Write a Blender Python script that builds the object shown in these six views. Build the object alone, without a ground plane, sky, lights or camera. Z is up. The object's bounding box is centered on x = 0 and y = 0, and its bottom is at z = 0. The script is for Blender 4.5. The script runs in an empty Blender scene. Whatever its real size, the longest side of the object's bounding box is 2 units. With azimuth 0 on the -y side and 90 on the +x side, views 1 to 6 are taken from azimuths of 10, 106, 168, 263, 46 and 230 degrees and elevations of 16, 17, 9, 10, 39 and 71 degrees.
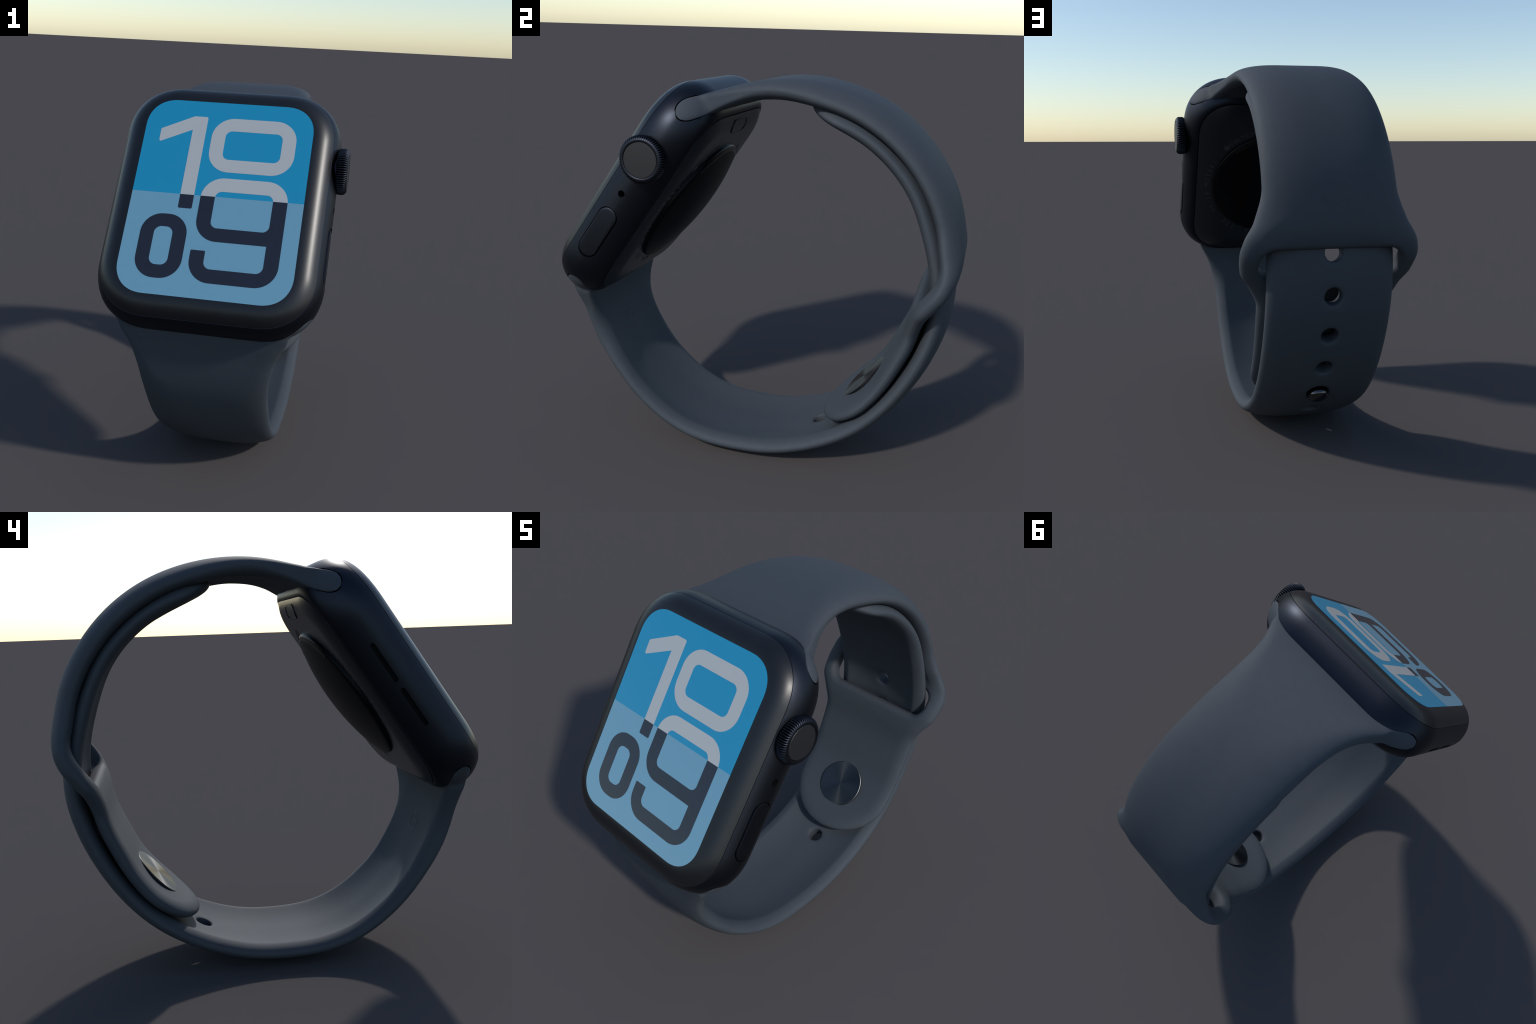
"""A rectangular smart watch standing on its closed sport strap."""
import bpy, bmesh, math
import numpy as np
from mathutils import Matrix, Vector
from mathutils.geometry import delaunay_2d_cdt

rng = np.random.default_rng(7)

# ------------------------------------------------------------------ frame
# The case has its own frame: a across, b along the length, n out of the glass.
X0 = -0.025
NORMAL = Vector((0.0, -0.8238, 0.5669)).normalized()
LENGTH = Vector((0.0, NORMAL.z, -NORMAL.y))
ORIGIN = Vector((X0, -0.6944, 1.4755))
CASE_FRAME = Matrix(((1, 0, 0, ORIGIN.x), (0, LENGTH.y, NORMAL.y, ORIGIN.y),
                     (0, LENGTH.z, NORMAL.z, ORIGIN.z), (0, 0, 0, 1)))
A, B, R = 0.541, 0.625, 0.292          # half width, half length, corner radius
MID_N, BACK_IN, BACK_N = -0.150, 0.073, -0.272   # widest line of the case, inset and height of the back seam
LUG = 0.049                            # half thickness of the strap ends that sit in the case
to_local = CASE_FRAME.inverted()

root = bpy.data.objects.new("smart_watch", None)
root.empty_display_size = 0.2
bpy.context.scene.collection.objects.link(root)
root["label"] = "dark rectangular smart watch with slate rubber sport strap"
root["category"] = "watch"


def add(name, mesh, parent=root, material=None, local=True, smooth=35):
    ob = bpy.data.objects.new(name, mesh)
    bpy.context.scene.collection.objects.link(ob)
    ob.parent = parent
    if local:                       # every ancestor of a case part sits at the world origin
        ob.matrix_parent_inverse = CASE_FRAME.inverted() if parent is not root else Matrix()
        ob.matrix_basis = CASE_FRAME
    if material is not None:
        mesh.materials.clear()
        mesh.materials.append(material)
    if smooth is not None:
        for p in mesh.polygons:
            p.use_smooth = True
        mesh.set_sharp_from_angle(angle=math.radians(smooth))
    return ob


def mesh_from(name, verts, faces):
    me = bpy.data.meshes.new(name)
    me.from_pydata([tuple(map(float, v)) for v in verts], [], faces)
    me.validate()
    bm = bmesh.new(); bm.from_mesh(me)
    bmesh.ops.remove_doubles(bm, verts=bm.verts, dist=1e-6)
    bmesh.ops.recalc_face_normals(bm, faces=bm.faces)
    bm.to_mesh(me); bm.free()
    return me


# -------------------------------------------------------------- materials
def material(name, colour, rough=0.5, metallic=0.0, spec=0.5, coat=0.0, grain=0.0, grain_scale=60.0, bump=0.0):
    m = bpy.data.materials.new(name)
    m.use_nodes = True
    nt = m.node_tree
    b = nt.nodes["Principled BSDF"]
    b.inputs["Base Color"].default_value = (*colour, 1)
    b.inputs["Roughness"].default_value = rough
    b.inputs["Metallic"].default_value = metallic
    b.inputs["Specular IOR Level"].default_value = spec
    b.inputs["Coat Weight"].default_value = coat
    if grain or bump:
        tc = nt.nodes.new("ShaderNodeTexCoord")
        no = nt.nodes.new("ShaderNodeTexNoise")
        no.inputs["Scale"].default_value = grain_scale
        no.inputs["Detail"].default_value = 4
        nt.links.new(tc.outputs["Object"], no.inputs["Vector"])
        if grain:
            ramp = nt.nodes.new("ShaderNodeValToRGB")
            ramp.color_ramp.elements[0].position = 0.3
            ramp.color_ramp.elements[1].position = 0.7
            ramp.color_ramp.elements[0].color = (*[c * (1 - grain) for c in colour], 1)
            ramp.color_ramp.elements[1].color = (*[c * (1 + grain) for c in colour], 1)
            nt.links.new(no.outputs["Fac"], ramp.inputs["Fac"])
            nt.links.new(ramp.outputs["Color"], b.inputs["Base Color"])
        if bump:
            bu = nt.nodes.new("ShaderNodeBump")
            bu.inputs["Strength"].default_value = bump
            bu.inputs["Distance"].default_value = 0.002
            nt.links.new(no.outputs["Fac"], bu.inputs["Height"])
            nt.links.new(bu.outputs["Normal"], b.inputs["Normal"])
    return m


def split_material(name, above, below, rough):
    """Two flat colours that meet on the horizontal middle line of the screen."""
    m = material(name, above, rough, coat=0.3)
    nt = m.node_tree
    nt.nodes["Principled BSDF"].inputs["Coat Roughness"].default_value = 0.1
    tc = nt.nodes.new("ShaderNodeTexCoord")
    sep = nt.nodes.new("ShaderNodeSeparateXYZ")
    gt = nt.nodes.new("ShaderNodeMath"); gt.operation = "GREATER_THAN"; gt.inputs[1].default_value = 0.0
    mix = nt.nodes.new("ShaderNodeMix"); mix.data_type = "RGBA"
    mix.inputs["A"].default_value = (*below, 1)
    mix.inputs["B"].default_value = (*above, 1)
    nt.links.new(tc.outputs["Object"], sep.inputs[0])
    nt.links.new(sep.outputs["Y"], gt.inputs[0])
    nt.links.new(gt.outputs[0], mix.inputs["Factor"])
    nt.links.new(mix.outputs["Result"], nt.nodes["Principled BSDF"].inputs["Base Color"])
    return m


RUBBER = material("slate_rubber", (0.046, 0.0545, 0.0665), 0.72, spec=0.3, grain=0.03, grain_scale=25)
RUBBER_MARK = material("slate_rubber_mark", (0.056, 0.066, 0.080), 0.5, spec=0.35)
METAL = material("dark_anodised_metal", (0.030, 0.034, 0.044), 0.44, metallic=1.0, grain=0.04, grain_scale=200)
CAP = material("crown_cap_black", (0.011, 0.012, 0.014), 0.5)
GROOVE = material("dark_hollow", (0.003, 0.003, 0.004), 0.7, spec=0.1)
GLASS = material("black_cover_glass", (0.006, 0.007, 0.009), 0.36, spec=0.5)
CRYSTAL = material("charcoal_back_crystal", (0.012, 0.013, 0.016), 0.3, spec=0.5)
DOME = material("black_sensor_glass", (0.002, 0.002, 0.003), 0.4, spec=0.12)
ELECTRODE = material("dark_electrode_metal", (0.035, 0.034, 0.031), 0.3, metallic=1.0)
LETTER = material("grey_print", (0.048, 0.048, 0.052), 0.5)
PANEL = split_material("screen_blues", (0.010, 0.245, 0.432), (0.143, 0.315, 0.432), 0.12)
DIGIT = split_material("digit_greys", (0.42, 0.44, 0.45), (0.013, 0.016, 0.027), 0.12)
STUD = material("polished_stud_metal", (0.10, 0.10, 0.105), 0.16, metallic=1.0)


def brushed_material():
    m = material("radially_brushed_metal", (0.085, 0.087, 0.09), 0.34, metallic=1.0)
    nt = m.node_tree
    b = nt.nodes["Principled BSDF"]
    tan = nt.nodes.new("ShaderNodeTangent")
    tan.direction_type = "RADIAL"; tan.axis = "Z"
    b.inputs["Anisotropic"].default_value = 0.85
    nt.links.new(tan.outputs[0], b.inputs["Tangent"])
    return m


BRUSHED = brushed_material()


# ----------------------------------------------------------------- shapes
def plan(inset, corner=28, side=14, half=(A, B), radius=R):
    """Rounded rectangle with soft corners, counter-clockwise, fixed point count."""
    hw, hl = half[0] - inset, half[1] - inset
    r = max(radius - inset, 0.02)
    r = min(r, hw, hl)
    e = 2.0 / 2.25
    pts = []
    for k, (sx, sy) in enumerate(((1, 1), (-1, 1), (-1, -1), (1, -1))):
        for i in range(corner + 1):
            t = math.pi / 2 * i / corner
            c, s = math.cos(t) ** e, math.sin(t) ** e
            if k % 2 == 0:
                u, v = c, s
            else:
                u, v = s, c
            pts.append((sx * (hw - r + r * u), sy * (hl - r + r * v)))
        p = pts[-1]
        q = {0: (-(hw - r), hl), 1: (-hw, -(hl - r)), 2: (hw - r, -hl), 3: (hw, hl - r)}[k]
        for i in range(1, side):
            f = i / side
            pts.append((p[0] + (q[0] - p[0]) * f, p[1] + (q[1] - p[1]) * f))
    return pts


def loft(name, levels, **kw):
    """levels: (inset, n) rings joined from first to last, both ends closed."""
    verts, faces = [], []
    for inset, n in levels:
        ring = plan(inset, **kw)
        m = len(ring)
        verts += [(x, y, n) for x, y in ring]
    for i in range(len(levels) - 1):
        for j in range(m):
            k = (j + 1) % m
            faces.append((i * m + j, i * m + k, (i + 1) * m + k, (i + 1) * m + j))
    faces.append(tuple(range(m)))
    faces.append(tuple(range((len(levels) - 1) * m, len(levels) * m)))
    return mesh_from(name, verts, faces)


def lathe(name, profile, axis_to, steps=96, tooth=None):
    """profile: (radius, height) from axis to axis; axis_to maps (u, v, h) to a point."""
    verts, faces = [], []
    for i, (r, h, *t) in enumerate(profile):
        for j in range(steps):
            ang = 2 * math.pi * j / steps
            rr = r + (t[0] * tooth(j) if t and tooth else 0)
            verts.append(axis_to(rr * math.cos(ang), rr * math.sin(ang), h))
    for i in range(len(profile) - 1):
        for j in range(steps):
            k = (j + 1) % steps
            faces.append((i * steps + j, i * steps + k, (i + 1) * steps + k, (i + 1) * steps + j))
    faces.append(tuple(range(steps)))
    faces.append(tuple(range((len(profile) - 1) * steps, len(profile) * steps)))
    return mesh_from(name, verts, faces)


def round_corners(pts, steps=10):
    """pts: (x, y, radius). Returns the polygon with its corners rounded."""
    out = []
    m = len(pts)
    for i in range(m):
        p, q, r = Vector(pts[i][:2]), Vector(pts[i - 1][:2]), Vector(pts[(i + 1) % m][:2])
        rad = pts[i][2]
        if rad <= 0:
            out.append(tuple(p)); continue
        d1, d2 = (q - p).normalized(), (r - p).normalized()
        half = d1.angle(d2) / 2
        cut = rad / math.tan(half)
        c = p + (d1 + d2).normalized() * (rad / math.sin(half))
        s, e = p + d1 * cut - c, p + d2 * cut - c
        a0 = math.atan2(s.y, s.x); da = math.atan2(e.y, e.x) - a0
        da = (da + math.pi) % (2 * math.pi) - math.pi
        for k in range(steps + 1):
            t = a0 + da * k / steps
            out.append((c.x + rad * math.cos(t), c.y + rad * math.sin(t)))
    return out


def box_loop(x0, x1, y0, y1, r):
    return round_corners([(x1, y0, r), (x1, y1, r), (x0, y1, r), (x0, y0, r)])


def plate(name, loops, z0, z1):
    """Flat plate with holes, from z0 up to z1."""
    cu = bpy.data.curves.new(name, "CURVE")
    cu.dimensions = "2D"; cu.fill_mode = "BOTH"
    cu.extrude = (z1 - z0) / 2
    for loop in loops:
        sp = cu.splines.new("POLY")
        sp.points.add(len(loop) - 1)
        for pt, (x, y) in zip(sp.points, loop):
            pt.co = (x, y, 0, 1)
        sp.use_cyclic_u = True
    ob = bpy.data.objects.new(name, cu)
    bpy.context.scene.collection.objects.link(ob)
    bpy.context.view_layer.update()
    me = bpy.data.meshes.new_from_object(ob.evaluated_get(bpy.context.evaluated_depsgraph_get()))
    bpy.data.objects.remove(ob); bpy.data.curves.remove(cu)
    me.name = name
    me.transform(Matrix.Translation((0, 0, (z0 + z1) / 2)))
    return me


def cut(mesh, cutters):
    """Boolean difference; the cut walls take the cutters' material slot."""
    ob = bpy.data.objects.new("work", mesh)
    bpy.context.scene.collection.objects.link(ob)
    tools = []
    for c in cutters:
        t = bpy.data.objects.new("tool", c)
        bpy.context.scene.collection.objects.link(t)
        mod = ob.modifiers.new("cut", "BOOLEAN")
        mod.operation = "DIFFERENCE"; mod.solver = "EXACT"; mod.object = t
        mod.material_mode = "TRANSFER"
        tools.append(t)
    bpy.context.view_layer.update()
    me = bpy.data.meshes.new_from_object(ob.evaluated_get(bpy.context.evaluated_depsgraph_get()))
    for t in tools + [ob]:
        bpy.data.objects.remove(t)
    return me


# ---------------------------------------------------------------- strap
class Path:
    """Smooth curve through (y, z) points in the plane x = X0, by arc length."""

    def __init__(self, pts):
        p = np.array(pts, float)
        t = np.r_[0, np.cumsum(np.hypot(*np.diff(p, axis=0).T))]
        tt = np.linspace(0, t[-1], 3000)
        q = np.stack([self.spline(t, p[:, i], tt) for i in (0, 1)], 1)
        k = np.hanning(161); k /= k.sum()
        pad = np.r_[2 * q[0] - q[80:0:-1], q, 2 * q[-1] - q[-2:-82:-1]]
        q = np.stack([np.convolve(pad[:, i], k, "valid") for i in (0, 1)], 1)
        self.q = q
        self.s = np.r_[0, np.cumsum(np.hypot(*np.diff(q, axis=0).T))]
        self.length = self.s[-1]
        tan = np.gradient(q, self.s, axis=0)
        tan /= np.linalg.norm(tan, axis=1)[:, None]
        self.tan = tan

    @staticmethod
    def spline(t, v, tt):
        """Natural cubic spline."""
        n = len(t); h = np.diff(t)
        M = np.eye(n); r = np.zeros(n)
        for i in range(1, n - 1):
            M[i, i - 1], M[i, i], M[i, i + 1] = h[i - 1], 2 * (h[i - 1] + h[i]), h[i]
            r[i] = 6 * ((v[i + 1] - v[i]) / h[i] - (v[i] - v[i - 1]) / h[i - 1])
        m = np.linalg.solve(M, r)
        i = np.clip(np.searchsorted(t, tt) - 1, 0, n - 2)
        d0, d1 = tt - t[i], t[i + 1] - tt
        return (m[i] * d1 ** 3 + m[i + 1] * d0 ** 3) / (6 * h[i]) + (v[i] / h[i] - m[i] * h[i] / 6) * d1 + (v[i + 1] / h[i] - m[i + 1] * h[i] / 6) * d0

    def at(self, s):
        y, z = np.interp(s, self.s, self.q[:, 0]), np.interp(s, self.s, self.q[:, 1])
        ty, tz = np.interp(s, self.s, self.tan[:, 0]), np.interp(s, self.s, self.tan[:, 1])
        return y, z, ty, tz

    def nearest(self, y, z):
        return self.s[np.argmin(np.hypot(self.q[:, 0] - y, self.q[:, 1] - z))]


def table(pairs):
    """Smooth interpolation of a few hand-set (s, value) pairs."""
    xs, ys = np.array([p[0] for p in pairs]), np.array([p[1] for p in pairs])
    d = np.diff(ys) / np.diff(xs)
    m = np.zeros(len(xs))
    for i in range(1, len(xs) - 1):
        m[i] = 0 if d[i - 1] * d[i] <= 0 else 2 * d[i - 1] * d[i] / (d[i - 1] + d[i])

    def f(s):
        s = np.clip(s, xs[0], xs[-1])
        i = np.clip(np.searchsorted(xs, s) - 1, 0, len(xs) - 2)
        h = xs[i + 1] - xs[i]; u = (s - xs[i]) / h
        return ys[i] * (1 + 2 * u) * (1 - u) ** 2 + ys[i + 1] * u * u * (3 - 2 * u) + h * m[i] * u * (1 - u) ** 2 - h * m[i + 1] * u * u * (1 - u)
    return f


def seg_dist(P, loop):
    """Distance from points P to a closed polyline."""
    a = loop; b = np.roll(loop, -1, 0); ab = b - a
    L2 = (ab ** 2).sum(1) + 1e-12
    out = np.full(len(P), 1e9)
    for c in range(0, len(P), 2000):
        p = P[c:c + 2000, None, :]
        t = np.clip(((p - a) * ab).sum(2) / L2, 0, 1)
        d = np.linalg.norm(p - (a + t[..., None] * ab), axis=2).min(1)
        out[c:c + 2000] = d
    return out


def dome_profile(x, p=2.0):
    x = np.clip(x, 0, 1)
    return np.sqrt(np.maximum(0, 1 - (1 - x) ** p))


def section(sect, s, d0, grow=0.0):
    """Heights of the outer and inner face at s, a distance d0 in from the edge."""
    nose = dome_profile(np.maximum(s + grow, 1e-4) / LUG)          # full round at the end that sits in the case
    top_c, ridge, deep = [(sect[k](s) + g) * nose for k, g in (("outer", grow), ("ridge", -grow), ("hollow", -grow))]
    e0 = sect["edge"](s) * nose
    e_top = e0 + sect["wall"](s) * (top_c - e0)
    e_bot = e0 + sect["wall"](s) * (ridge - e0)
    top = e_top + (top_c - e_top) * dome_profile(d0 / sect["camber"](s), sect["flat"])
    # inner face: rounded rim up to the ridge, then hollow toward the middle
    t = np.clip((d0 - sect["begin"](s)) / 0.20, 0, 1)
    bot = e_bot + (ridge - e_bot) * dome_profile(d0 / sect["rim"](s)) + (deep - ridge) * (1 - (1 - t) ** 2)
    return top, bot


def flush_half_width(b, n):
    """Half width of the case at length b and height n (arrays)."""
    up = 0.128 * (1 - np.sqrt(np.clip(1 - np.clip(1 - n / MID_N, 0, 1) ** 2, 0, 1)))
    k = np.clip((n - MID_N) / (BACK_N - MID_N), 0, 1)
    down = BACK_IN * (1 - np.clip(1 - k ** 1.6, 0, 1) ** 0.625)
    i = np.where(n > MID_N, up, down)
    hw, hl, r = A - i, B - i, R - i
    v = np.clip((np.abs(b) - (hl - r)) / r, 0, 1)
    return hw - r + r * (1 - v ** 2.25) ** (1 / 2.25)


def strap_mesh(name, path, half_width, sect, holes=(), end=(0.28, 2.0), s_max=None, grow=0.0):
    """A plate bent along the path. Edges are rounded by distance to the outline.
    holes: (loop, rim) with the loop in (s, a) coordinates."""
    L = path.length if s_max is None else s_max
    ss = np.r_[0, 0.0008, 0.002, 0.004, 0.0065, 0.0095, np.arange(0.013, L - (end[0] if s_max is None else 0), 0.013)]
    right = [(s, half_width(s) + grow) for s in ss]
    if s_max is None:
        s0 = L - end[0]
        for k in range(0, 41):
            th = math.pi / 2 * k / 40
            u = math.sin(th) ** (2 / end[1]); v = math.cos(th) ** (2 / end[1])
            s = s0 + end[0] * u
            right.append((s, half_width(s) * v))
        right = right[:-1] + [(L, 0.0)]
        outline = np.array(right + [(s, -a) for s, a in right[-2::-1]])
    else:
        right.append((L, half_width(L) + grow))
        outline = np.array(right + [(s, -a) for s, a in right[::-1]])
    # the straight start edge gets points too
    w0 = outline[0, 1]
    outline = np.r_[outline, np.stack([np.zeros(30), np.linspace(-w0, w0, 32)[1:-1]], 1)]
    loops = [outline] + [np.array(h[0]) for h in holes]
    pts, edges = [], []
    for lp in loops:
        o = len(pts)
        pts += list(map(tuple, lp))
        edges += [(o + i, o + (i + 1) % len(lp)) for i in range(len(lp))]
    n_edge = len(pts)
    free = []
    rings = [0.0015, 0.005, 0.010, 0.016, 0.024, 0.034, 0.046, 0.057, 0.064, 0.078, 0.098, 0.12, 0.145]
    for li, lp in enumerate(loops):
        tang = np.roll(lp, -1, 0) - np.roll(lp, 1, 0)
        tang /= np.linalg.norm(tang, axis=1)[:, None] + 1e-9
        nrm = np.stack([-tang[:, 1], tang[:, 0]], 1)
        area = 0.5 * np.sum(lp[:, 0] * np.roll(lp[:, 1], -1) - np.roll(lp[:, 0], -1) * lp[:, 1])
        if (area < 0) == (li == 0):
            nrm = -nrm
        for d in rings if li == 0 else [r for r in rings if r <= holes[li - 1][1] * 1.3]:
            q = lp + nrm * d
            ok = np.ones(len(q), bool)
            for lj, l2 in enumerate(loops):
                dd = seg_dist(q, l2)
                ok &= dd > (0.97 * d if lj == li else max(d, 0.003))
            ok &= inside(q, loops)
            free.append(q[ok])
    gs = np.arange(0.01, L, 0.019)
    wmax = outline[:, 1].max()
    ga = np.arange(-wmax, wmax + 0.01, 0.026)
    grid = np.array([(s, a) for s in gs for a in ga])
    ok = inside(grid, loops) & (seg_dist(grid, outline) > 0.155)
    for i, lp in enumerate(loops[1:]):
        ok &= seg_dist(grid, lp) > holes[i][1] * 1.3 + 0.008
    free.append(grid[ok])
    free = np.concatenate(free)
    allp = np.r_[np.array(pts), free]
    V, E, F, *_ = delaunay_2d_cdt([Vector(p) for p in allp], edges, [], 0, 1e-7)
    P = np.array([(v.x, v.y) for v in V])
    F = [f for f in F]
    cen = np.array([P[list(f)].mean(0) for f in F])
    keep = inside(cen, loops)
    F = [f for f, k in zip(F, keep) if k]
    side = outline[:-30]
    d0 = seg_dist(P, np.r_[side, side[::-1][1:-1]])
    s, a = P[:, 0], P[:, 1]
    top, bot = section(sect, s, d0, grow)
    T = (top - bot) / 2
    mid = (top + bot) / 2
    hole_of = np.full(len(P), -1)
    for i, lp in enumerate(loops[1:]):
        rim = holes[i][1]
        dh = seg_dist(P, lp)
        drop = rim * (1 - dome_profile(dh / rim))
        top = np.minimum(top, np.maximum(mid + T - drop, mid + 0.002))
        bot = np.maximum(bot, np.minimum(mid - T + drop, mid - 0.002))
        hole_of[dh < 1e-5] = i
    on_edge = (top - bot < 2e-5)
    border = d0 < 1e-5
    lead = -grow if grow else 0.0

    def place(i, h):
        """World point for plan point i at height h; in the lug the side follows the case."""
        si, ai = s[i], a[i]
        y, z, ty, tz = path.at(si)
        ny, nz = -tz * path.outward, ty * path.outward
        shift = lead if si < 0.02 else 0.0
        p = Vector((X0 + ai, float(y + ny * h + ty * shift), float(z + nz * h + tz * shift)))
        if not grow and si < 0.2:
            q = to_local @ p
            room = max(float(flush_half_width(np.array(q.y), np.array(q.z))) + 0.0015, float(NECK(si)))
            p.x = X0 + ai * min(1.0, room / float(half_width(si)))
        return tuple(p)

    verts = [place(i, top[i]) for i in range(len(P))]
    under = {}
    for i in range(len(P)):
        if on_edge[i]:
            under[i] = i
        else:
            under[i] = len(verts)
            verts.append(place(i, bot[i]))
    between = {}

    def wall_column(i):
        """Vertices down the standing wall below border point i."""
        if i not in between:
            col = [i]
            if not on_edge[i]:
                if s[i] < 0.35 and not grow:
                    for f in (0.2, 0.4, 0.6, 0.8):
                        col.append(len(verts))
                        verts.append(place(i, top[i] + (bot[i] - top[i]) * f))
                col.append(under[i])
            between[i] = col
        return between[i]

    faces = [tuple(f) for f in F] + [tuple(under[i] for i in f[::-1]) for f in F]
    from collections import Counter
    cnt = Counter()
    for f in F:
        for i in range(3):
            cnt[tuple(sorted((f[i], f[(i + 1) % 3])))] += 1
    for (i, j), c in cnt.items():
        if c == 1 and (border[i] and border[j] or hole_of[i] >= 0 and hole_of[i] == hole_of[j] or max(s[i], s[j]) < 1e-6):
            ci, cj = wall_column(i), wall_column(j)
            if len(ci) == len(cj):
                for k in range(len(ci) - 1):
                    faces.append((ci[k], cj[k], cj[k + 1], ci[k + 1]))
            else:
                faces.append(tuple(dict.fromkeys(ci + cj[::-1])))
    faces = [f for f in faces if len(set(f)) == len(f) and len(f) > 2]
    return mesh_from(name, verts, faces)


def inside(P, loops):
    res = np.zeros(len(P), bool)
    for lp in loops:
        x, y = P[:, 0], P[:, 1]
        c = np.zeros(len(P), bool)
        a, b = lp, np.roll(lp, -1, 0)
        for (x1, y1), (x2, y2) in zip(a, b):
            m = (y1 > y) != (y2 > y)
            if m.any():
                c[m] ^= x[m] < (x2 - x1) * (y[m] - y1) / (y2 - y1) + x1
        res ^= c
    return res


def circle_loop(s, r, n=40):
    return [(s + r * math.cos(2 * math.pi * i / n), r * math.sin(2 * math.pi * i / n)) for i in range(n)]


def arc(cy, cz, r, degrees):
    return [(cy + r * math.sin(math.radians(d)), cz + r * math.cos(math.radians(d))) for d in degrees]


# strap that carries the stud: from the upper lug over the top, down the back,
# then through itself to the inside, ending in a round tongue
stud_path = Path([(-0.300, 1.808), (-0.247, 1.827), (-0.180, 1.847), (-0.06, 1.888)]
                 + arc(0.158, 1.125, 0.793, (0, 15, 30, 45, 60, 72, 83))
                 + [(0.950, 1.152), (0.921, 1.080), (0.868, 1.008), (0.826, 0.938), (0.804, 0.866), (0.788, 0.787),
                    (0.742, 0.668), (0.673, 0.531), (0.579, 0.402), (0.476, 0.310), (0.405, 0.262), (0.350, 0.236)])
stud_path.outward = 1
# strap with the row of holes: from the lower lug under the wrist, up the back,
# in through the opening and up inside the other strap
hole_path = Path([(-0.862, 0.984), (-0.866, 0.925), (-0.864, 0.825), (-0.853, 0.700), (-0.811, 0.535), (-0.722, 0.369),
                  (-0.589, 0.226), (-0.419, 0.111), (-0.249, 0.058), (-0.083, 0.046), (0.08, 0.053), (0.270, 0.099),
                  (0.439, 0.174), (0.587, 0.277), (0.712, 0.413), (0.817, 0.581), (0.888, 0.751), (0.920, 0.900),
                  (0.919, 1.03), (0.895, 1.17)]
                 + arc(0.158, 1.125, 0.718, (74, 62, 50, 38, 26)) + [(0.335, 1.815), (0.225, 1.852)])
hole_path.outward = -1

NECK = table([(0, 0.30), (0.06, 0.405), (0.11, 0.400), (0.17, 0.373), (0.25, 0.340)])
lug_w = [(0, 0.525), (0.03, 0.52), (0.07, 0.50), (0.11, 0.45), (0.17, 0.376), (0.25, 0.340), (0.36, 0.318), (0.5, 0.309)]
s_open = stud_path.nearest(0.885, 1.035)
Ls, Lh = stud_path.length, hole_path.length
stud_width = table(lug_w + [(s_open - 0.36, 0.318), (s_open - 0.2, 0.360), (s_open - 0.10, 0.408), (s_open - 0.02, 0.424),
                            (s_open + 0.08, 0.414), (s_open + 0.17, 0.364), (s_open + 0.26, 0.328), (Ls, 0.320)])
hole_width = table(lug_w + [(0.9, 0.308), (Lh, 0.302)])
# cross-section along each strap, heights above the path: outer face, ridge of the inner rim, hollow middle
# of the inner face, widest line of the edge; then widths: outer camber, inner rim, where the hollow begins;
# wall is the share of the thickness that stands straight at the edge (only in the lug)
WALL = table([(0, 0.97), (0.06, 0.93), (0.18, 0.45), (0.38, 0.0), (9, 0.0)])
sect_s = dict(
    outer=table([(0, LUG), (0.08, LUG), (0.30, 0.044), (s_open, 0.044), (s_open + 0.25, 0.030), (Ls, 0.028)]),
    ridge=table([(0, -LUG), (0.08, -LUG), (0.2, -0.037), (0.4, -0.048), (0.65, -0.067), (s_open - 0.25, -0.064), (s_open, -0.042), (s_open + 0.2, -0.044), (Ls - 0.55, -0.044), (Ls - 0.42, -0.0395), (Ls - 0.1, -0.0410), (Ls, -0.040)]),
    hollow=table([(0, -LUG), (0.08, -LUG), (0.2, -0.032), (0.4, -0.037), (s_open - 0.25, -0.037), (s_open, -0.042), (s_open + 0.2, -0.044), (Ls - 0.55, -0.044), (Ls - 0.42, -0.0395), (Ls - 0.1, -0.0410), (Ls, -0.040)]),
    edge=table([(0, 0), (0.32, 0.0), (0.7, -0.032), (s_open - 0.25, -0.032), (s_open, -0.005), (s_open + 0.25, -0.012), (Ls, -0.008)]),
    camber=table([(0, 0.006), (0.1, 0.04), (0.32, 0.10), (0.75, 0.28), (s_open - 0.25, 0.28), (s_open, 0.08), (s_open + 0.3, 0.10), (Ls, 0.08)]),
    rim=table([(0, 0.006), (0.1, 0.02), (0.35, 0.075), (9, 0.075)]),
    begin=table([(0, 0.5), (0.1, 0.42), (0.15, 0.25), (0.25, 0.13), (0.45, 0.058), (9, 0.058)]),
    wall=WALL, flat=2.45)
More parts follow.
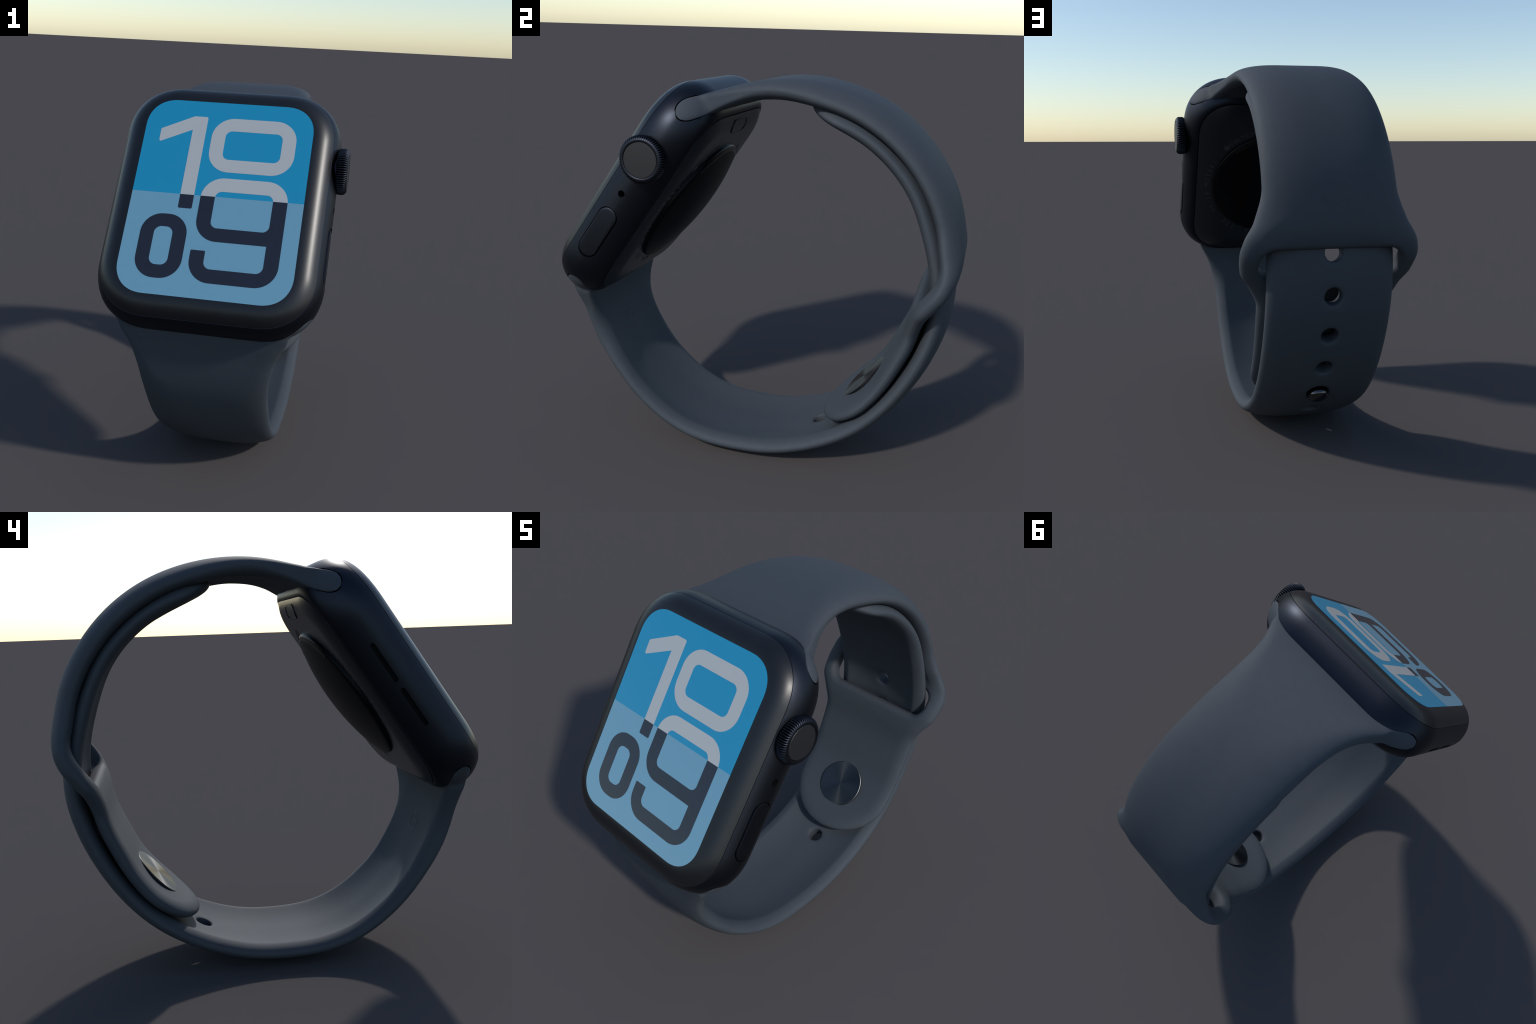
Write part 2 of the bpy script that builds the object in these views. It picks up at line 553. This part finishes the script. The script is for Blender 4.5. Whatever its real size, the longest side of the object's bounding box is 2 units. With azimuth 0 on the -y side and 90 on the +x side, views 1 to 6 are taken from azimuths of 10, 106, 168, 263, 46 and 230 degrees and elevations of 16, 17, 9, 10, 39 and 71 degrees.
sect_h = dict(
    outer=table([(0, LUG), (0.08, LUG), (0.25, 0.038), (0.5, 0.044), (Lh - 1.0, 0.044), (Lh - 0.7, 0.033), (Lh, 0.030)]),
    ridge=table([(0, -LUG), (0.08, -LUG), (0.22, -0.042), (0.55, -0.067), (Lh - 0.7, -0.060), (Lh - 0.3, -0.060), (Lh, -0.034)]),
    hollow=table([(0, -LUG), (0.08, -LUG), (0.22, -0.034), (0.4, -0.036), (Lh - 0.7, -0.030), (Lh, -0.030)]),
    edge=table([(0, 0), (0.3, 0.008), (0.65, -0.026), (Lh - 0.2, -0.022), (Lh, -0.002)]),
    camber=table([(0, 0.006), (0.1, 0.04), (0.3, 0.08), (0.65, 0.28), (Lh - 0.4, 0.26), (Lh - 0.1, 0.08), (Lh, 0.05)]),
    rim=table([(0, 0.006), (0.1, 0.02), (0.35, 0.075), (9, 0.075)]),
    begin=table([(0, 0.5), (0.1, 0.42), (0.15, 0.25), (0.25, 0.13), (0.45, 0.058), (9, 0.058)]),
    wall=WALL, flat=2.15)

opening = round_corners([(s_open - 0.073, -0.334, 0.07), (s_open + 0.095, -0.334, 0.07),
                         (s_open + 0.095, 0.334, 0.07), (s_open - 0.073, 0.334, 0.07)], 8)
# add points along the long sides of the opening
dense = []
for i, p in enumerate(opening):
    q = opening[(i + 1) % len(opening)]
    k = max(1, int(math.dist(p, q) / 0.02))
    dense += [(p[0] + (q[0] - p[0]) * j / k, p[1] + (q[1] - p[1]) * j / k) for j in range(k)]

s_stud = hole_path.nearest(0.650, 0.352)
HOLE_STEP, HOLE_R = 0.196, 0.0415
hole_s = [s_stud + HOLE_STEP * k for k in range(-2, 5)]
hole_loops = [(circle_loop(s, 0.056 if s == s_stud else HOLE_R), 0.012) for s in hole_s]

me = strap_mesh("stud_strap", stud_path, stud_width, sect_s, [(dense, 0.030)], end=(0.30, 2.0))
stud_strap = add("stud_strap", me, material=RUBBER, local=False, smooth=60)
me = strap_mesh("holed_strap", hole_path, hole_width, sect_h, hole_loops, end=(0.20, 2.3))
holed_strap = add("holed_strap", me, material=RUBBER, local=False, smooth=60)

# ------------------------------------------------------------------ case
q = lambda n: [math.pi / 2 * i / n for i in range(n + 1)]
SEAM_IN, SEAM_N = 0.028, -0.048


def front_in(n):
    """Inset of the front edge, one quarter ellipse from the flat glass to the widest line."""
    return 0.128 * (1 - math.sqrt(max(0, 1 - (1 - n / MID_N) ** 2)))


case_levels = [(0.12, -0.075), (0.055, -0.075), (front_in(-0.05) + 0.006, -0.056), (front_in(-0.05) + 0.0015, -0.0500)]
case_levels += [(front_in(n), n) for n in [-0.0505, -0.052] + [-0.052 + (MID_N + 0.052) * i / 10 for i in range(1, 11)]]
case_levels += [(BACK_IN * (1 - math.cos(t) ** 1.25), MID_N - (MID_N - BACK_N) * math.sin(t) ** 1.25) for t in q(14)[1:]]
case_levels += [(BACK_IN + 0.004, BACK_N + 0.0015), (BACK_IN + 0.006, BACK_N + 0.012), (0.12, BACK_N + 0.015)]
case_mesh = loft("case", case_levels)
case_mesh.materials.append(METAL)


def side_capsule(name, b0, b1, n, r, a0, a1, bulge=0.0):
    """Capsule outline in the side face, extruded across from a0 to a1."""
    ring = []
    for i in range(24):
        t = math.pi * i / 23
        ring.append((b1 - r + r * math.sin(t), n + r * math.cos(t)))
    for i in range(24):
        t = math.pi * i / 23
        ring.append((b0 + r - r * math.sin(t), n - r * math.cos(t)))
    verts, faces, m = [], [], len(ring)
    cb, cn = (b0 + b1) / 2, n
    steps = [(1, a0), (1, a1 - bulge), (0.985, a1 - bulge * 0.4), (0.95, a1)] if bulge else [(1, a0), (1, a1)]
    for f, a in steps:
        shrink = (1 - f) * r * 4
        for b, k in ring:
            d = math.hypot(b - np.clip(b, b0 + r, b1 - r), k - n)
            ub, uk = (b - np.clip(b, b0 + r, b1 - r)) / d, (k - n) / d
            verts.append((a, b - ub * shrink, k - uk * shrink))
    for i in range(len(steps) - 1):
        for j in range(m):
            k = (j + 1) % m
            faces.append((i * m + j, i * m + k, (i + 1) * m + k, (i + 1) * m + j))
    faces.append(tuple(range(m))); faces.append(tuple(range((len(steps) - 1) * m, len(steps) * m)))
    return mesh_from(name, verts, faces)


tools = []
SLOT = table([(0, 0.58), (0.12, 0.58), (0.3, 0.56)])
for path, t in ((stud_path, sect_s), (hole_path, sect_h)):
    c = strap_mesh("slot", path, SLOT, t, s_max=0.16, grow=0.003)
    c.transform(to_local)
    tools.append(c)
tools.append(side_capsule("button_seat", -0.3485, -0.0545, -0.140, 0.0520, 0.50, 0.60))
tools.append(side_capsule("microphone_hole", 0.0205, 0.0545, -0.139, 0.0169, 0.49, 0.60))
tools.append(side_capsule("speaker_slit", 0.016, 0.219, -0.182, 0.0105, -0.60, -0.526))
tools.append(side_capsule("speaker_slit", -0.224, -0.020, -0.182, 0.0105, -0.60, -0.526))
for t in tools:
    t.materials.append(GROOVE)
case = add("case", cut(case_mesh, tools), smooth=32)

# cover glass with its curved rim, and the lit panel with the digits on it
e = front_in(SEAM_N)
glass_levels = [(0.06, SEAM_N - 0.02), (e + 0.005, SEAM_N - 0.003), (e + 0.001, SEAM_N - 0.0007)]
t_seam = math.acos(1 - SEAM_N / MID_N)
glass_levels += [(0.128 * (1 - math.sin(t)), MID_N * (1 - math.cos(t))) for t in [t_seam * (1 - i / 14) for i in range(15)]]
glass_levels += [(0.2, 0.0)]
glass = add("cover_glass", loft("cover_glass", glass_levels), material=GLASS)

panel_loop = plan(0.128, side=2, half=(0.5385, 0.6265), radius=0.275)
panel = add("display_panel", plate("display_panel", [panel_loop], -0.004, 0.0012), parent=glass, material=PANEL, smooth=None)

Z0, Z1 = 0.0, 0.0017
digit_one = [round_corners([(-0.331, 0.265, 0.008), (-0.175, 0.341, 0.0), (-0.176, -0.070, 0.007), (-0.109, -0.070, 0.007),
                            (-0.108, 0.415, 0.008), (-0.175, 0.415, 0.015), (-0.332, 0.337, 0.012)], 5)]
add("digit_one", plate("digit_one", digit_one, Z0, Z1), glass, DIGIT, smooth=None)
digit_zero = [box_loop(-0.076, 0.335, 0.129, 0.4155, 0.105), box_loop(-0.008, 0.269, 0.195, 0.347, 0.032)]
add("digit_zero", plate("digit_zero", digit_zero, Z0, Z1), glass, DIGIT, smooth=None)
small_zero = [box_loop(-0.332, -0.110, -0.421, -0.105, 0.098), box_loop(-0.266, -0.177, -0.357, -0.169, 0.034)]
add("digit_zero", plate("digit_zero", small_zero, Z0, Z1), glass, DIGIT, smooth=None)
digit_nine = [round_corners([(0.335, 0.0975, 0.105), (-0.077, 0.0975, 0.105), (-0.077, -0.2225, 0.105), (0.266, -0.2225, 0.0),
                             (0.266, -0.356, 0.034), (-0.009, -0.356, 0.034), (-0.009, -0.270, 0.006), (-0.078, -0.270, 0.006),
                             (-0.078, -0.4225, 0.105), (0.335, -0.4225, 0.105)], 10),
              box_loop(-0.008, 0.267, -0.156, 0.028, 0.032)]
add("digit_nine", plate("digit_nine", digit_nine, Z0, Z1), glass, DIGIT, smooth=None)

# back crystal and sensor dome
DOME_R, DOME_TOP = 0.370, -0.378


def crystal_n(inset):
    u = min(max((inset - 0.077) / 0.10, 0), 1)
    return BACK_N - 0.001 - 0.032 * (1 - (1 - u) ** 2) - 0.005 * min(max((inset - 0.177) / 0.3, 0), 1)


ins = [BACK_IN + 0.0065 + 0.10 * (i / 12) ** 1.4 for i in range(13)] + [0.2, 0.24, 0.28, 0.33, 0.39, 0.45]
crystal_levels = [(0.11, BACK_N + 0.012), (BACK_IN + 0.0075, BACK_N + 0.010)] + [(i, crystal_n(i)) for i in ins]
back = add("back_crystal", loft("back_crystal", crystal_levels), material=CRYSTAL)
flip = lambda u, v, h: (u, v, h)
dome_prof = [(DOME_R, -0.29), (DOME_R, -0.314), (DOME_R - 0.003, -0.321)]
dome_prof += [(DOME_R * r, DOME_TOP + (-0.323 - DOME_TOP) * r ** 2.2) for r in [0.97, 0.93, 0.88, 0.82, 0.75, 0.66, 0.56, 0.45, 0.34, 0.22, 0.1, 0.01]]
dome = add("sensor_dome", lathe("sensor_dome", dome_prof, flip), parent=back, material=DOME)


def ring_band(name, r0, r1, start, stop, height):
    verts, faces, m = [], [], 60
    for i in range(m + 1):
        t = math.radians(start + (stop - start) * i / m)
        for r, h in ((r0, -0.30), (r0, height(r0)), ((r0 + r1) / 2, height((r0 + r1) / 2)), (r1, height(r1)), (r1, -0.30)):
            verts.append((r * math.cos(t), r * math.sin(t), h))
    for i in range(m):
        for j in range(5):
            k = (j + 1) % 5
            faces.append((5 * i + j, 5 * i + k, 5 * i + 5 + k, 5 * i + 5 + j))
    faces += [tuple(range(5)), tuple(range(5 * m, 5 * m + 5))]
    return mesh_from(name, verts, faces)


dome_h = lambda r: DOME_TOP + (-0.323 - DOME_TOP) * (r / DOME_R) ** 2.2 - 0.0015
for start, stop in ((45, 135),):
    add("electrode", ring_band("electrode", 0.342, 0.360, start, stop, dome_h), back, ELECTRODE)


def crystal_at(a, b):
    """Height of the back crystal below the point (a, b)."""
    qa, qb = abs(a) - (A - R), abs(b) - (B - R)
    outside = math.hypot(max(qa, 0), max(qb, 0)) + min(max(qa, qb), 0)
    return crystal_n(R - outside)


def glyph(text, size):
    cu = bpy.data.curves.new("glyph", "FONT")
    cu.body = text; cu.size = size; cu.align_x = "CENTER"; cu.align_y = "CENTER"
    cu.resolution_u = 3
    ob = bpy.data.objects.new("glyph", cu)
    bpy.context.scene.collection.objects.link(ob)
    bpy.context.view_layer.update()
    me = bpy.data.meshes.new_from_object(ob.evaluated_get(bpy.context.evaluated_depsgraph_get()))
    bpy.data.objects.remove(ob); bpy.data.curves.remove(cu)
    return me


def ring_text(entries, radius):
    """entries: (text, first angle, step, size). Read from behind, feet to the centre."""
    bm = bmesh.new()
    for text, first, step, size in entries:
        for i, ch in enumerate(text):
            if ch == " ":
                continue
            ang = math.radians(first + step * i)
            me = glyph(ch, size)
            out = Vector((math.cos(ang), math.sin(ang))); along = Vector((-out.y, out.x))
            tmp = bmesh.new(); tmp.from_mesh(me)
            bmesh.ops.subdivide_edges(tmp, edges=tmp.edges, cuts=1)
            bmesh.ops.triangulate(tmp, faces=tmp.faces)
            for v in tmp.verts:
                p = out * (radius + v.co.y) + along * v.co.x
                v.co = (p.x, p.y, crystal_at(p.x, p.y) - 0.0012)
            t2 = bpy.data.meshes.new("t"); tmp.to_mesh(t2); tmp.free()
            bm.from_mesh(t2)
            bpy.data.meshes.remove(t2); bpy.data.meshes.remove(me)
    ext = bmesh.ops.extrude_face_region(bm, geom=list(bm.faces))
    for g in ext["geom"]:
        if isinstance(g, bmesh.types.BMVert):
            g.co.z += 0.003
    bmesh.ops.recalc_face_normals(bm, faces=bm.faces)
    me = bpy.data.meshes.new("back_lettering")
    bm.to_mesh(me); bm.free()
    return me


words = [("WATCH", 49.0, 4.75, 0.046), (".", 33, 1, 0.06), ("WR-50 METERS", -30.5, 5.05, 0.038), (".", -39, 1, 0.06),
         ("LTE", -57, 5.2, 0.038), (".", -64.2, 1, 0.06), ("GPS", -83, 5.4, 0.038), ("ALUMINUM CASE", 127.5, 6.05, 0.038), (".", 210, 1, 0.06)]
lettering = add("back_lettering", ring_text(words, 0.402), back, LETTER, smooth=None)
lettering["kind"] = "stuff"

# fruit-shaped maker's sign in front of the first word
sign = []
for i in range(48):
    t = 2 * math.pi * i / 48
    r = 0.0185 * (1 + 0.10 * math.cos(2 * t) - 0.16 * math.exp(-((t - math.pi / 2) / 0.3) ** 2) - 0.08 * math.exp(-((t - 1.5 * math.pi) / 0.25) ** 2))
    x, y = r * math.cos(t), 0.95 * r * math.sin(t)
    d = math.hypot(x + 0.0225, y - 0.001)
    if d < 0.010:
        x += (0.010 - d)
    sign.append((x, y))
leaf = [(0.001 + 0.008 * u * math.cos(0.9) + v * 0.004 * math.sin(math.pi * u), 0.0185 + 0.010 * u) for u, v in
        [(i / 8, -1) for i in range(9)] + [(1 - i / 8, 1) for i in range(1, 8)]]
ang = math.radians(42.2)
out2 = Vector((math.cos(ang), math.sin(ang))); along2 = Vector((-out2.y, out2.x))
me = plate("maker_sign", [sign, leaf], -0.0012, 0.0012)
for v in me.vertices:
    p = out2 * (0.402 + v.co.y) + along2 * v.co.x
    v.co = (p.x, p.y, crystal_at(p.x, p.y) + v.co.z)
add("maker_sign", me, back, LETTER, smooth=None)


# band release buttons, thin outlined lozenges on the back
def release(b):
    outer = box_loop(-0.105, 0.105, b - 0.036, b + 0.036, 0.034)
    inner = box_loop(-0.099, 0.099, b - 0.030, b + 0.030, 0.029)
    for nm, loops, h, mat in (("release_button_rim", [outer, inner], 0.003, METAL), ("release_button", [inner], 0.0005, CRYSTAL)):
        me = plate(nm, loops, -0.001, 0.006)
        for v in me.vertices:
            v.co.z = crystal_at(v.co.x, v.co.y) + v.co.z - h
        add(nm, me, back, mat, smooth=None)


release(0.489)

# ------------------------------------------------------- crown and button
CROWN_B, CROWN_N = 0.246, -0.139
across = lambda u, v, h: (h, CROWN_B + 0.96 * u, CROWN_N + 0.96 * v)
STEPS, TEETH = 720, 60
tooth = lambda j: abs(math.cos(math.pi * j * TEETH / STEPS)) ** 0.7 - 0.7
prof = [(0.070, 0.49), (0.070, 0.531), (0.098, 0.5315, 0.0), (0.106, 0.534, 0.006), (0.1110, 0.540, 0.010), (0.1120, 0.548, 0.012), (0.1120, 0.574, 0.012),
        (0.1105, 0.581, 0.010), (0.106, 0.588, 0.004), (0.101, 0.5925, 0.0), (0.096, 0.594, 0.0), (0.090, 0.5942, 0.0), (0.0865, 0.5925), (0.0855, 0.589), (0.01, 0.589)]
prof = [(r, h - 0.008 * (h > 0.55), *t) for r, h, *t in prof]
crown = add("crown", lathe("crown", prof, across, STEPS, tooth), material=METAL, smooth=30)
cap_prof = [(0.0845, 0.587), (0.0845, 0.5915), (0.083, 0.5930), (0.06, 0.5936), (0.03, 0.5938), (0.004, 0.5938)]
cap_prof = [(r, h - 0.008) for r, h in cap_prof]

add("crown_cap", lathe("crown_cap", cap_prof, across, 96), crown, CAP)
button = add("side_button", side_capsule("side_button", -0.3430, -0.0600, -0.140, 0.0465, 0.490, 0.5385, 0.002), material=METAL, smooth=25)

# -------------------------------------------------- fastener of the strap
s_pin = stud_path.nearest(0.570, 0.425)
y, z, ty, tz = stud_path.at(s_pin)
axis_in = Vector((0, tz, -ty)).normalized()            # toward the wrist
if axis_in.dot(Vector((0, -0.6, 0.8))) < 0:
    axis_in = -axis_in
side = Vector((1, 0, 0)); up = axis_in.cross(side)
PIN = Matrix(((side.x, up.x, axis_in.x, X0), (side.y, up.y, axis_in.y, 0.547), (side.z, up.z, axis_in.z, 0.442), (0, 0, 0, 1)))


def pin_part(name, mesh, mat, smooth=30):
    ob = add(name, mesh, stud_strap, mat, local=False, smooth=smooth)
    ob.matrix_basis = PIN
    return ob


pin_part("pin_disc", lathe("pin_disc", [(0.136, -0.03), (0.140, -0.004), (0.1395, 0.002), (0.137, 0.004), (0.06, 0.004), (0.003, 0.004)], flip, 128), BRUSHED)
pin_part("stud", lathe("stud", [(0.03, -0.02), (0.03, -0.155), (0.042, -0.168), (0.0485, -0.182), (0.0485, -0.196), (0.0465, -0.206), (0.041, -0.214), (0.032, -0.2185), (0.02, -0.2205), (0.002, -0.221)], flip, 64), STUD)

# oval size mark inside the holed strap
s_mark = hole_path.nearest(-0.83, 0.66) + 0.05


def on_strap(me, path, s0):
    """Lay a flat mesh (x across, y along) on the inner face of a strap."""
    for v in me.vertices:
        yy, zz, t1, t2 = path.at(s0 + v.co.y)
        n1, n2 = -t2 * path.outward, t1 * path.outward
        h = float(section(sect_h, np.array(s0 + v.co.y), np.array(hole_width(s0 + v.co.y) - abs(v.co.x)))[1]) - v.co.z
        v.co = (X0 + v.co.x, yy + n1 * h, zz + n2 * h)


ring = [[(r * math.cos(2 * math.pi * i / 64), r * math.sin(2 * math.pi * i / 64)) for i in range(64)] for r in (0.046, 0.0425)]
me = plate("size_mark", ring, -0.001, 0.0015)
on_strap(me, hole_path, s_mark)
add("size_mark", me, holed_strap, RUBBER_MARK, local=False, smooth=None)
me = glyph("M/L", 0.036)
me.transform(Matrix.Scale(-1, 4, (0, 1, 0)) @ Matrix.Translation((0, 0, 0.0012)))
on_strap(me, hole_path, s_mark)
add("size_lettering", me, holed_strap, RUBBER_MARK, local=False, smooth=None)

for m in [m for m in bpy.data.meshes if m.users == 0]:
    bpy.data.meshes.remove(m)
